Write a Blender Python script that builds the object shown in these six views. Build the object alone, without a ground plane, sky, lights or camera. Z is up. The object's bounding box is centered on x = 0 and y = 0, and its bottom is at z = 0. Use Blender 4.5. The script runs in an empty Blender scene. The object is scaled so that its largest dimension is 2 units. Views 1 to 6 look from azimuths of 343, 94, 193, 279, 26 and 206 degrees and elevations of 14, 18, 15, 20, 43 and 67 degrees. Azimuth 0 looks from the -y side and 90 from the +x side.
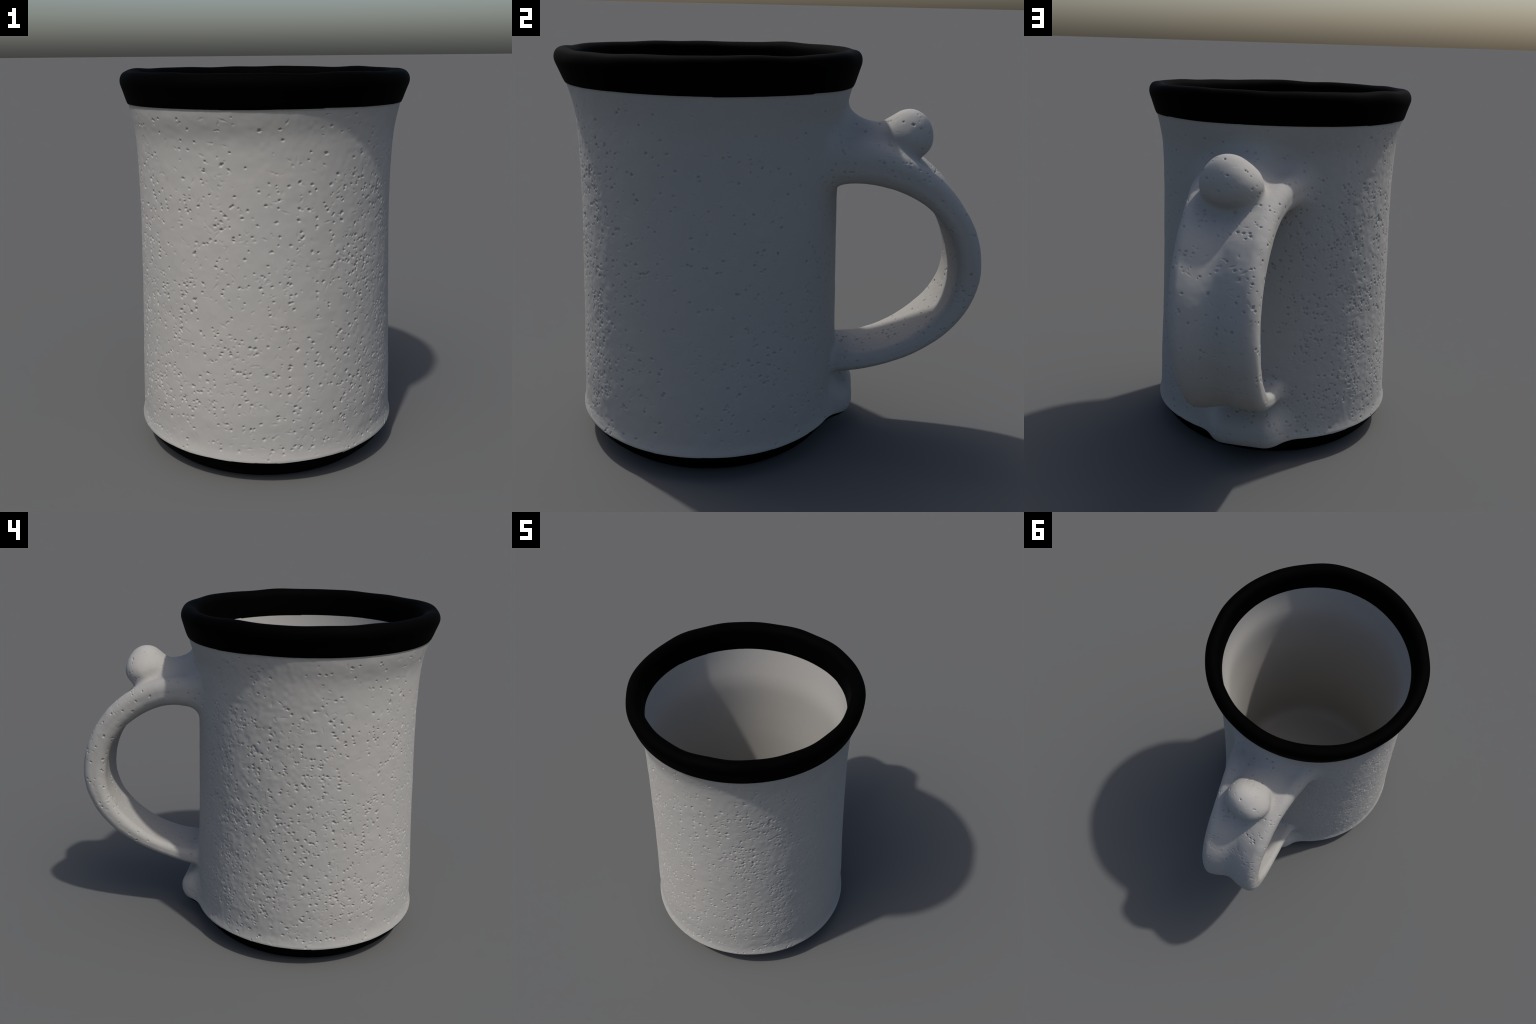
# Hand-thrown stoneware mug: pitted white body, black rolled rim, black foot,
# strap handle with a thumb knob.  Built as one signed-distance solid, meshed,
# pitted, then split into its parts along coinciding borders.
import bpy, math
import numpy as np
from mathutils import kdtree

rng = np.random.default_rng(11)
AXIS_X, AXIS_Y = 0.0, -0.306          # centre of the cup
CELL = 0.0125                         # meshing step, halved by one subdivision

# ------------------------------------------------------------------ helpers
def catmull(pts, n=8):
    P = np.asarray(pts, float)
    P = np.vstack([2 * P[0] - P[1], P, 2 * P[-1] - P[-2]])
    t = np.linspace(0, 1, n, endpoint=False)[:, None]
    out = []
    for i in range(1, len(P) - 2):
        a, b, c, d = P[i - 1], P[i], P[i + 1], P[i + 2]
        out.append(.5 * (2 * b + (c - a) * t + (2 * a - 5 * b + 4 * c - d) * t ** 2
                         + (3 * b - a - 3 * c + d) * t ** 3))
    out.append(P[-2][None])
    return np.vstack(out)

def smin(a, b, k):
    h = np.maximum(k - np.abs(a - b), 0) / k
    return np.minimum(a, b) - h * h * k * .25

def smooth(a, b, x):
    t = np.clip((x - a) / (b - a), 0, 1)
    return t * t * (3 - 2 * t)

_lat = np.random.default_rng(5).uniform(-1, 1, 1 << 16)
def vnoise(p, scale, seed=0):
    """smooth value noise, p (n,3) -> -1..1"""
    q = p / scale + 57.3 + seed * 13.7
    i = np.floor(q).astype(np.int64); f = q - i; f = f * f * (3 - 2 * f)
    r = 0
    for dx in (0, 1):
        for dy in (0, 1):
            for dz in (0, 1):
                h = ((i[:, 0] + dx) * 73856093 ^ (i[:, 1] + dy) * 19349663 ^ (i[:, 2] + dz) * 83492791 ^ seed * 2654435) & 0xffff
                w = (f[:, 0] if dx else 1 - f[:, 0]) * (f[:, 1] if dy else 1 - f[:, 1]) * (f[:, 2] if dz else 1 - f[:, 2])
                r = r + w * _lat[h]
    return r

# ------------------------------------------------------------------ cup profile (radius, height)
OUTER = [(.0, .014), (.44, .014), (.49, .004), (.525, .001), (.546, .005), (.568, .021), (.593, .045), (.616, .074), (.635, .101),
         (.6475, .118), (.6500, .130), (.6455, .150), (.6405, .185), (.638, .26), (.6365, .350), (.6265, .60), (.6175, .90),
         (.610, 1.20), (.6115, 1.40), (.615, 1.50), (.622, 1.60), (.633, 1.66), (.649, 1.714)]
RIM = [(.656, 1.722), (.668, 1.745), (.689, 1.795), (.697, 1.822), (.694, 1.847), (.680, 1.866), (.654, 1.873),
       (.630, 1.866), (.611, 1.845), (.603, 1.800)]
INNER = [(.595, 1.722), (.586, 1.66), (.573, 1.59), (.560, 1.52), (.553, 1.45), (.551, 1.36), (.550, 1.27), (.546, 1.12), (.543, 1.00),
         (.539, .60), (.537, .34), (.533, .22), (.520, .150), (.492, .108), (.44, .092), (.30, .085), (.0, .084)]
prof = catmull(OUTER + RIM + INNER, 8)
# 2D signed distance lookup of the profile
GR, GZ, GS = 200, 500, .004
GR0, GZ0 = -.004 * 4, -.05
def profile_lookup():
    r = GR0 + np.arange(GR) * GS; z = GZ0 + np.arange(GZ) * GS
    R, Z = np.meshgrid(r, z, indexing='ij'); q = np.stack([np.abs(R).ravel(), Z.ravel()], 1)
    a, b = prof[:-1], prof[1:]
    d = np.full(len(q), 9.); inside = np.zeros(len(q), bool)
    A = np.vstack([a, [[0., .084]]]); B = np.vstack([b, [[0., .014]]])
    for k in range(len(A)):
        ab = B[k] - A[k]
        if k < len(a):
            t = np.clip(((q - A[k]) @ ab) / (ab @ ab + 1e-12), 0, 1)
            d = np.minimum(d, np.hypot(q[:, 0] - A[k, 0] - t * ab[0], q[:, 1] - A[k, 1] - t * ab[1]))
        c = (A[k, 1] > q[:, 1]) != (B[k, 1] > q[:, 1])
        xi = A[k, 0] + (q[:, 1] - A[k, 1]) * ab[0] / (ab[1] if abs(ab[1]) > 1e-12 else 1e-12)
        inside ^= c & (q[:, 0] < xi)
    return np.where(inside, -d, d).reshape(GR, GZ)
PL = profile_lookup()

def wob(th, seed, amps):
    r = np.random.default_rng(seed); o = 0
    for n, a in amps:
        o = o + a * np.sin(n * th + r.uniform(0, 6.28))
    return o

def sd_cup(p):
    x, y, z = p[:, 0] - AXIS_X, p[:, 1] - AXIS_Y, p[:, 2]
    x = (x - .004) / (1.011 - .020 * smooth(1.6, 1.8, z))
    y = y - .004 * smooth(.606, .585, np.hypot(x, y)) * smooth(1.72, 1.5, z)
    r = np.hypot(x, y); th = np.arctan2(y, x)
    az = np.degrees(np.arctan2(x, -y))                # 0 = -y, 90 = +x
    flare = (.004 + .012 * np.exp(-((az + 48) / 32) ** 2) + .009 * np.exp(-((180 - np.abs(az)) / 45) ** 2)) * np.exp(-((z - 1.69) / .085) ** 2) * smooth(.60, .612, r)
    flare = flare + (.008 * np.exp(-((np.abs(az) - 132) / 28) ** 2) + .005 * np.exp(-((az + 45) / 28) ** 2)) * np.exp(-((z - 1.2) / .28) ** 2) * smooth(.58, .60, r)
    up = smooth(1.74, 1.86, z); hi = smooth(1.3, 1.85, z)
    zz = z - up * (.006 * np.sin(th) + wob(th, 3, [(3, .0012), (5, .0014), (8, .0013), (11, .0013), (17, .0008)]))
    rr = r - flare - hi * wob(th, 4, [(3, .0015), (5, .0012)]) \
           - up * wob(th, 6, [(7, .0012), (11, .0012), (16, .0010)]) \
           - wob(th + z * .7, 9, [(2, .0015), (3, .001)])
    u = np.clip((rr - GR0) / GS, 0, GR - 1.001); v = np.clip((zz - GZ0) / GS, 0, GZ - 1.001)
    i, j = u.astype(int), v.astype(int); f, g = u - i, v - j
    d = PL[i, j] * (1 - f) * (1 - g) + PL[i + 1, j] * f * (1 - g) + PL[i, j + 1] * (1 - f) * g + PL[i + 1, j + 1] * f * g
    return d + np.maximum(0, rr - (GR0 + (GR - 2) * GS))

# ------------------------------------------------------------------ handle
#  spine: x, y, z, half width, half thickness, outer groove depth,
#         wedge (how far the +x side of the inner face is cut back), lift (how far the -x side of the outer face is)
SPINE = [( .002, .16, 1.420, .275, .090, .000, -.030, .000),
         ( .002, .30, 1.420, .268, .085, .000, -.042, .000),
         ( .002, .42, 1.416, .250, .076, .000, -.045, .000),
         ( .000, .53, 1.388, .230, .073, .012, -.036, .000),
         (-.004, .64, 1.336, .214, .074, .028, -.014, .000),
         (-.009, .752, 1.254, .206, .074, .034, .008, .004),
         (-.013, .830, 1.161, .200, .074, .035, .024, .008),
         (-.018, .880, 1.076, .196, .075, .035, .034, .012),
         (-.022, .908, .994, .193, .077, .035, .040, .014),
         (-.027, .921, .915, .190, .078, .035, .043, .016),
         (-.032, .922, .840, .187, .078, .034, .045, .020),
         (-.034, .903, .756, .184, .077, .033, .046, .025),
         (-.034, .860, .669, .182, .074, .031, .046, .024),
         (-.030, .783, .578, .180, .069, .028, .042, .025),
         (-.023, .680, .498, .178, .060, .022, .033, .024),
         (-.017, .577, .444, .176, .051, .014, .020, .020),
         (-.012, .475, .408, .175, .047, .006, .008, .013),
         (-.010, .385, .391, .177, .048, .000, .000, .006),
         (-.010, .220, .371, .183, .049, .000, .000, .000)]
SP = catmull(SPINE, 8)
T = np.gradient(SP[:, :3], axis=0); T /= np.linalg.norm(T, axis=1)[:, None]
X0 = np.array([1., 0, 0]) - T * T[:, :1]; X0 /= np.linalg.norm(X0, axis=1)[:, None]
N0 = np.cross(X0, T)
N0 *= np.sign(np.sum(N0 * (SP[:, :3] - [0, .4, .87]), 1))[:, None]
LAT, NRM = X0, N0

def sd_handle(p):
    best = np.full(len(p), 1e9); bi = np.zeros(len(p), int)
    for k in range(len(SP)):
        d = ((p - SP[k, :3]) ** 2).sum(1)
        m = d < best; best[m] = d[m]; bi[m] = k
    # refine between samples
    q = p - SP[bi, :3]; s = np.sum(q * T[bi], 1)
    nb = np.clip(bi + np.sign(s).astype(int), 0, len(SP) - 1)
    L = np.linalg.norm(SP[nb, :3] - SP[bi, :3], axis=1) + 1e-9
    f = np.clip(np.abs(s) / L, 0, 1)[:, None]
    S = SP[bi] * (1 - f) + SP[nb] * f
    l = LAT[bi] * (1 - f) + LAT[nb] * f; n = NRM[bi] * (1 - f) + NRM[nb] * f; t = T[bi] * (1 - f) + T[nb] * f
    q = p - S[:, :3]
    a = np.sum(q * l, 1); b = np.sum(q * n, 1); c = np.sum(q * t, 1)
    w, th, g, wedge, lift = S[:, 3], S[:, 4], S[:, 5], S[:, 6], S[:, 7]
    k = np.clip(a / w, -1, 1)
    bump = np.exp(-((k - .10) / .45) ** 2)
    top, bot = th - g * bump - lift * (.5 - .5 * k), -th + wedge * (.5 + .5 * k)
    te = .5 * (top - bot); b = b - .5 * (top + bot)
    rr = te * .84
    qa = np.abs(a) - (w - rr); qb = np.abs(b) - (te - rr)
    d = np.hypot(np.maximum(qa, 0), np.maximum(qb, 0)) + np.minimum(np.maximum(qa, qb), 0) - rr
    return np.maximum(d, np.abs(c) - .01)

def sd_ellipsoid(p, c, r):
    q = (p - np.array(c)); r = np.array(r)
    k0 = np.linalg.norm(q / r, axis=1); k1 = np.linalg.norm(q / r ** 2, axis=1) + 1e-9
    return k0 * (k0 - 1) / k1

def sd_cone(p, a, b, ra, rb):
    a, b = np.array(a), np.array(b); ab = b - a
    t = np.clip(((p - a) @ ab) / (ab @ ab), 0, 1)
    return np.linalg.norm(p - a - t[:, None] * ab, axis=1) - (ra + (rb - ra) * t)

def sd_knob(p):
    d = sd_ellipsoid(p, (-.002, .622, 1.488), (.139, .114, .108))
    d = smin(d, sd_ellipsoid(p, (.016, .618, 1.540), (.085, .078, .076)), .05)      # lumpy crown
    w = p * np.array([.80, 1, 1])                                                   # neck, broad sideways
    n = smin(sd_cone(w, (.0, .585, 1.482), (.0, .44, 1.456), .090, .090), sd_cone(w, (.0, .44, 1.456), (.0, .28, 1.51), .090, .11), .04)
    return smin(d, n, .05) + .004 * vnoise(p, .085, 12)

def sd_box(p, c, h, rnd):
    q = np.abs(p - np.array(c)) - (np.array(h) - rnd)
    return np.linalg.norm(np.maximum(q, 0), axis=1) + np.minimum(q.max(1), 0) - rnd

def sd_pad(p):
    """clay tab pressed under the lower end of the handle"""
    return sd_box(p, (-.015, .328, .174), (.180, .098, .084), .078)

def field(p):
    d = sd_cup(p)
    m = (p[:, 1] > .12) & (np.abs(p[:, 0]) < .42) & (p[:, 2] < 1.72)
    # material is only added outside the wall
    m &= np.hypot(p[:, 0] - AXIS_X, p[:, 1] - AXIS_Y) > .59
    if m.any():
        q = p[m]
        h = smin(sd_handle(q), sd_knob(q), .05)
        e = smin(d[m], h, .038 + .042 * smooth(.6, 1.2, q[:, 2]))
        e = smin(e, sd_pad(q), .10)
        d[m] = e
    return d

def field_chunked(p, n=400000):
    return np.concatenate([field(p[i:i + n]) for i in range(0, len(p), n)])

def gradient(p, e=.002):
    g = np.empty_like(p)
    for k in range(3):
        o = np.zeros(3); o[k] = e
        g[:, k] = field_chunked(p + o) - field_chunked(p - o)
    return g / (2 * e)

# ------------------------------------------------------------------ meshing: surface nets
def surface_nets(h):
    lo = np.array([-.74, -1.04, -.03]); hi = np.array([.74, 1.04, 1.93])
    n = np.ceil((hi - lo) / h).astype(int) + 1
    ax = [lo[k] + np.arange(n[k]) * h for k in range(3)]
    # narrow band from a coarse pass
    V = np.empty(n, np.float32)
    cs = 4; cn = (n + cs - 1) // cs
    cx = [lo[k] + (np.arange(cn[k]) * cs + (cs - 1) / 2) * h for k in range(3)]
    G = np.stack(np.meshgrid(*cx, indexing='ij'), -1).reshape(-1, 3)
    c = field_chunked(G).reshape(cn)
    big = np.repeat(np.repeat(np.repeat(c, cs, 0), cs, 1), cs, 2)[:n[0], :n[1], :n[2]]
    V[:] = big
    idx = np.argwhere(np.abs(big) < h * cs * 1.25)
    V[idx[:, 0], idx[:, 1], idx[:, 2]] = field_chunked(lo + idx * h)
    s = V < 0
    cnt = np.zeros(n - 1, np.uint8); 
    for a in (0, 1):
        for b in (0, 1):
            for d in (0, 1):
                cnt += s[a:n[0] - 1 + a, b:n[1] - 1 + b, d:n[2] - 1 + d]
    cells = np.argwhere((cnt > 0) & (cnt < 8))
    vid = np.full(n - 1, -1, np.int64); vid[tuple(cells.T)] = np.arange(len(cells))
    acc = np.zeros((len(cells), 3)); num = np.zeros(len(cells))
    C = [np.array([a, b, d]) for a in (0, 1) for b in (0, 1) for d in (0, 1)]
    for i in range(8):
        for j in range(i + 1, 8):
            if np.abs(C[i] - C[j]).sum() != 1: continue
            v0 = V[tuple((cells + C[i]).T)]; v1 = V[tuple((cells + C[j]).T)]
            m = (v0 < 0) != (v1 < 0)
            t = np.where(m, v0 / np.where(m, v0 - v1, 1), 0)
            acc += m[:, None] * (C[i] + t[:, None] * (C[j] - C[i])); num += m
    P = lo + (cells + acc / num[:, None]) * h
    F = []
    for k in range(3):
        a, b = [(1, 2), (2, 0), (0, 1)][k]
        sl0 = [slice(None)] * 3; sl1 = [slice(None)] * 3
        sl0[k] = slice(0, -1); sl1[k] = slice(1, None)
        e = np.argwhere(s[tuple(sl0)] != s[tuple(sl1)])
        flip = s[tuple(sl0)][tuple(e.T)]
        ua = np.eye(3, dtype=int)[a]; ub = np.eye(3, dtype=int)[b]
        q = np.stack([vid[tuple((e - ua - ub).T)], vid[tuple((e - ub).T)], vid[tuple(e.T)], vid[tuple((e - ua).T)]], 1)
        q = np.where(flip[:, None], q, q[:, ::-1])
        F.append(q)
    return P, np.vstack(F)

def subdivide(P, F):
    E = np.stack([F, np.roll(F, -1, 1)], 2).reshape(-1, 2); E.sort(1)
    key = E[:, 0] * (len(P) + 1) + E[:, 1]
    u, first, inv = np.unique(key, return_index=True, return_inverse=True)
    em = P[E[first]].mean(1); fm = P[F].mean(1)
    ne = len(P); nf = ne + len(em); e = inv.reshape(-1, 4) + ne; f = nf + np.arange(len(F))
    Q = [np.stack([F[:, k], e[:, k], f, e[:, k - 1]], 1) for k in range(4)]
    return np.vstack([P, em, fm]), np.vstack(Q)

def relax(P, F, it):
    E = np.vstack([np.stack([F[:, k], F[:, (k + 1) % 4]], 1) for k in range(4)])
    for _ in range(it):
        deg = np.bincount(E[:, 0], minlength=len(P)).astype(float)
        A = np.stack([np.bincount(E[:, 0], P[E[:, 1], k], len(P)) for k in range(3)], 1)
        deg2 = np.bincount(E[:, 1], minlength=len(P))
        A += np.stack([np.bincount(E[:, 1], P[E[:, 0], k], len(P)) for k in range(3)], 1)
        P = .5 * P + .5 * A / (deg + deg2)[:, None]
    return P

def project(P, it=2):
    for _ in range(it):
        g = gradient(P); P = P - (np.clip(field_chunked(P), -.004, .004) / np.maximum((g * g).sum(1), .2))[:, None] * g
    return P, g / (np.linalg.norm(g, axis=1)[:, None] + 1e-9)

P, F = surface_nets(CELL)
P = relax(P, F, 2)
P, _ = project(P, 2)
P, F = subdivide(P, F)
P, NRMV = project(P, 2)

# ------------------------------------------------------------------ where the parts meet
def polar(p):
    return np.hypot(p[:, 0] - AXIS_X, p[:, 1] - AXIS_Y), np.arctan2(p[:, 1] - AXIS_Y, p[:, 0] - AXIS_X)

def steps(th, seed, n, size):
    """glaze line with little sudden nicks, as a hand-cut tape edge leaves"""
    r = np.random.default_rng(seed); k = np.floor((th / (2 * math.pi) + .5) * n).astype(int) % n
    f = (th / (2 * math.pi) + .5) * n - k
    j = r.uniform(-1, 1, n)
    return size * (j[k] * (1 - f) + .3 * j[(k + 1) % n] * f) * np.where(r.random(n)[k] < .3, 1.8, .7)

def level_rim(p):
    r, th = polar(p)
    return p[:, 2] - 1.722 - steps(th, 21, 19, .0018)

def level_foot(p):
    r, th = polar(p)
    pad = np.exp(-(np.abs(p[:, 0] + .012) / .19) ** 4) * (p[:, 1] > 0)
    return p[:, 2] - (.125 - .013 * pad) - steps(th, 22, 37, .004)

r, th = polar(P)
for lev, sel in ((level_rim, lambda p: np.abs(p[:, 2] - 1.722) < .02),
                 (level_foot, lambda p: (p[:, 2] < .17) & (np.hypot(p[:, 0], p[:, 1] - AXIS_Y) > .57))):
    m = np.where(sel(P))[0]
    L = lev(P[m]); near = np.abs(L) < CELL * .27
    k = m[near]; P[k, 2] -= L[near]
    # back onto the solid, horizontally
    d = field(P[k]); g = gradient(P[k]); hz = g[:, :2]; s = (hz ** 2).sum(1) + .05
    P[k, :2] -= (d / s)[:, None] * hz

# ------------------------------------------------------------------ parts
fc = P[F].mean(1)
fr, fth = polar(fc)
reg = np.zeros(len(F), int)                                   # 0 body
reg[((fr < .598) & (fc[:, 2] > .15)) | ((fr < .55) & (fc[:, 2] > .06))] = 1                        # inner wall
reg[level_rim(fc) > 0] = 2                                     # rim
reg[(level_foot(fc) < 0) & (reg != 1)] = 3                     # foot
def split(p):
    """handle and knob start where the cup's own surface has been left behind"""
    d = sd_cup(p); hk = sd_knob(p); hh = sd_handle(p)
    out = np.zeros(len(p), int)
    on = (d > .022) & (p[:, 2] > .30)
    out[on] = 4
    out[on & (hk < hh + .004)] = 5
    return out
m = (reg == 0) & (fc[:, 1] > .15) & (np.abs(fc[:, 0]) < .42)
s = split(fc[m]); k = np.where(m)[0]; reg[k[s > 0]] = s[s > 0]

# the pitted outer skin is meshed twice as fine; its border stays on the coarse edges, so no gap opens
skinf = np.isin(reg, (0, 4, 5))
Fs = F[skinf]; regs = reg[skinf]
E = np.stack([Fs, np.roll(Fs, -1, 1)], 2).reshape(-1, 2); E = np.sort(E, 1)
ek = E[:, 0] * (len(P) + 1) + E[:, 1]
uk, first, cnt = np.unique(ek, return_index=True, return_counts=True)
nbase = len(P)
Pn, Fs = subdivide(P, Fs)
Nn, _ = subdivide(NRMV, F[skinf])
NRMV = Nn / (np.linalg.norm(Nn, axis=1)[:, None] + 1e-9); P = Pn
fixed = np.zeros(len(P), bool)
be = cnt == 1
fixed[nbase + np.where(be)[0]] = True                 # midpoints of border edges
fixed[np.unique(E[first[be]])] = True                 # border vertices
reg = np.concatenate([reg[~skinf], np.tile(regs, 4)])
F = np.vstack([F[~skinf], Fs])

# ------------------------------------------------------------------ surface relief
r, th = polar(P)
inside = (((r < .598) & (P[:, 2] > .15)) | (r < .55)) & ~((P[:, 2] > 1.73))
rimmask = smooth(1.715, 1.735, P[:, 2])
skin = (~inside) * (1 - rimmask) * smooth(.125, .16, P[:, 2])
skin = skin * ~fixed
az = np.degrees(np.arctan2(P[:, 0], AXIS_Y - P[:, 1]))
rough = np.exp(-((az + 115) / 35) ** 2) + .6 * np.exp(-((az - 38) / 22) ** 2)      # stronger fine bumps on two flanks
P = P + NRMV * (skin * (.0010 * vnoise(P, .06, 1) + (.0004 + .0007 * rough) * vnoise(P, .022, 2)))[:, None]

cand = np.where((~inside) & ~fixed & (P[:, 2] > .13) & (P[:, 2] < 1.70))[0]
kd = kdtree.KDTree(len(cand))
for i, k in enumerate(cand):
    kd.insert(P[k], int(k))
kd.balance()

def pit_density(p):
    """clusters; sparse under the rim and on the +x flank, dense on the -x flank and the +x-y corner"""
    x, y, z = p[:, 0], p[:, 1] - AXIS_Y, p[:, 2]
    az = np.degrees(np.arctan2(x, -y))           # 0 = -y, 90 = +x
    d = .55 + 0 * az
    d = d + .75 * np.exp(-((az + 112) / 38.) ** 2) + .50 * np.exp(-((az - 35) / 22.) ** 2) - .28 * np.exp(-((az - 95) / 35.) ** 2)
    d = d * (1 - .80 * smooth(1.30, 1.62, z)) * (.55 + .45 * smooth(.12, .3, z))
    hand = np.hypot(x, y) > .70
    d = np.where(hand, np.where(z > 1.42, .22, .40), d)
    c = vnoise(p, .12, 7) * .6 + vnoise(p, .05, 8) * .5
    return d * np.clip(1 + 1.7 * c, .04, 2.8)

dens = pit_density(P[cand])
wsum = dens.sum()
disp = np.zeros(len(P))
NP = 5600
pick = rng.choice(cand, NP, replace=True, p=dens / wsum)
for c in pick:
    n = NRMV[c]; up = np.array([0, 0, 1.]); a = np.cross(up, n); a /= np.linalg.norm(a) + 1e-9; b = np.cross(n, a)
    kind = rng.random()
    ang = rng.normal(0, .45)
    if kind < .42:                       # sharp diamond pit
        k = rng.uniform(.75, 1.25)
        ra, rb = k * rng.uniform(.0085, .012), k * rng.uniform(.007, .0095); dep = k * rng.uniform(.0050, .0085)
    elif kind < .75:                     # shallow nick
        ra, rb = rng.uniform(.006, .013), rng.uniform(.005, .009); dep = rng.uniform(.0012, .0035); ang = rng.normal(0, .9)
    else:                                # scratch-like crease
        ra, rb = rng.uniform(.014, .030), rng.uniform(.005, .008); dep = rng.uniform(.0008, .0024); ang = rng.normal(0, .8)
    ca, sa = math.cos(ang), math.sin(ang)
    A, B = ca * a + sa * b, ca * b - sa * a
    ph = rng.uniform(-.5, .5)
    hit = kd.find_range(P[c], max(ra, rb) * 1.05)
    ids = np.array([h[1] for h in hit]); q = np.array([h[0] for h in hit]) - P[c]
    u, v, w = q @ A / ra, q @ B / rb, q @ n
    rho = np.abs(u + ph * v * .6) + np.abs(v)     # skewed diamond
    d = dep * np.clip(1 - rho, 0, 1)
    disp[ids] = np.maximum(disp[ids], d)
P = P - NRMV * disp[:, None]
P[:, 2] = np.maximum(P[:, 2], 0)

# ------------------------------------------------------------------ materials
def material(name, build):
    mt = bpy.data.materials.new(name); mt.use_nodes = True
    nt = mt.node_tree; bs = nt.nodes['Principled BSDF']; build(nt, bs); return mt

def glaze_white(nt, bs):
    N, Lk = nt.nodes, nt.links
    tc = N.new('ShaderNodeTexCoord')
    n1 = N.new('ShaderNodeTexNoise'); n1.inputs['Scale'].default_value = 2.2; n1.inputs['Detail'].default_value = 2
    n2 = N.new('ShaderNodeTexNoise'); n2.inputs['Scale'].default_value = 90; n2.inputs['Detail'].default_value = 3
    r1 = N.new('ShaderNodeValToRGB')
    r1.color_ramp.elements[0].position = .36; r1.color_ramp.elements[0].color = WHITE_A
    r1.color_ramp.elements[1].position = .64; r1.color_ramp.elements[1].color = WHITE_B
    mx = N.new('ShaderNodeMix'); mx.data_type = 'RGBA'; mx.blend_type = 'MULTIPLY'; mx.inputs[0].default_value = 1
    r2 = N.new('ShaderNodeValToRGB')
    r2.color_ramp.elements[0].position = .3; r2.color_ramp.elements[0].color = (.965, .965, .965, 1)
    r2.color_ramp.elements[1].position = .6; r2.color_ramp.elements[1].color = (1, 1, 1, 1)
    for n in (n1, n2): Lk.new(tc.outputs['Object'], n.inputs['Vector'])
    Lk.new(n1.outputs['Fac'], r1.inputs['Fac']); Lk.new(n2.outputs['Fac'], r2.inputs['Fac'])
    Lk.new(r1.outputs['Color'], mx.inputs[6]); Lk.new(r2.outputs['Color'], mx.inputs[7])
    Lk.new(mx.outputs[2], bs.inputs['Base Color'])
    bs.inputs['Roughness'].default_value = .85
    bs.inputs['Specular IOR Level'].default_value = .12

def glaze_black(nt, bs):
    N, Lk = nt.nodes, nt.links
    tc = N.new('ShaderNodeTexCoord')
    n1 = N.new('ShaderNodeTexNoise'); n1.inputs['Scale'].default_value = 14; n1.inputs['Detail'].default_value = 3
    r1 = N.new('ShaderNodeValToRGB')
    r1.color_ramp.elements[0].color = (.0001, .0001, .0001, 1); r1.color_ramp.elements[1].color = (.0003, .0003, .0003, 1)
    Lk.new(tc.outputs['Object'], n1.inputs['Vector']); Lk.new(n1.outputs['Fac'], r1.inputs['Fac'])
    Lk.new(r1.outputs['Color'], bs.inputs['Base Color'])
    bs.inputs['Roughness'].default_value = .75
    bs.inputs['Specular IOR Level'].default_value = .02

WHITE_A = (.318, .314, .300, 1); WHITE_B = (.327, .318, .302, 1)
M_WHITE = material('speckled_white_glaze', glaze_white)
M_BLACK = material('matt_black_glaze', glaze_black)

# ------------------------------------------------------------------ whole-surface vertex normals
v0, v1, v2, v3 = (P[F[:, k]] for k in range(4))
fn = np.cross(v2 - v0, v3 - v1)
VN = np.zeros_like(P)
for k in range(4):
    for c in range(3):
        VN[:, c] += np.bincount(F[:, k], fn[:, c], len(P))
VN /= np.linalg.norm(VN, axis=1)[:, None] + 1e-12

col = bpy.context.scene.collection
mug = bpy.data.objects.new('ceramic_mug', None); col.objects.link(mug)
mug['label'] = 'pitted white ceramic mug with black rim and thumb-knob handle'
mug['category'] = 'mug'

def make_part(name, code, mat, parent):
    fs = F[reg == code]
    used, inv = np.unique(fs, return_inverse=True); q = inv.reshape(-1, 4)
    me = bpy.data.meshes.new(name)
    me.vertices.add(len(used)); me.vertices.foreach_set('co', P[used].astype(np.float32).ravel())
    me.loops.add(q.size); me.loops.foreach_set('vertex_index', q.ravel().astype(np.int32))
    me.polygons.add(len(q)); me.polygons.foreach_set('loop_start', np.arange(0, q.size, 4, dtype=np.int32))
    me.update(calc_edges=True); me.validate()
    me.polygons.foreach_set('use_smooth', np.ones(len(me.polygons), bool))
    me.normals_split_custom_set_from_vertices(VN[used].tolist())
    me.materials.append(mat)
    ob = bpy.data.objects.new(name, me); col.objects.link(ob); ob.parent = parent
    return ob

make_part('body', 0, M_WHITE, mug)
make_part('inner_wall', 1, M_WHITE, mug)
make_part('rim', 2, M_BLACK, mug)
make_part('foot', 3, M_BLACK, mug)
handle = make_part('handle', 4, M_WHITE, mug)
make_part('thumb_knob', 5, M_WHITE, handle)
print('faces', len(F), 'bounds', P.min(0), P.max(0))
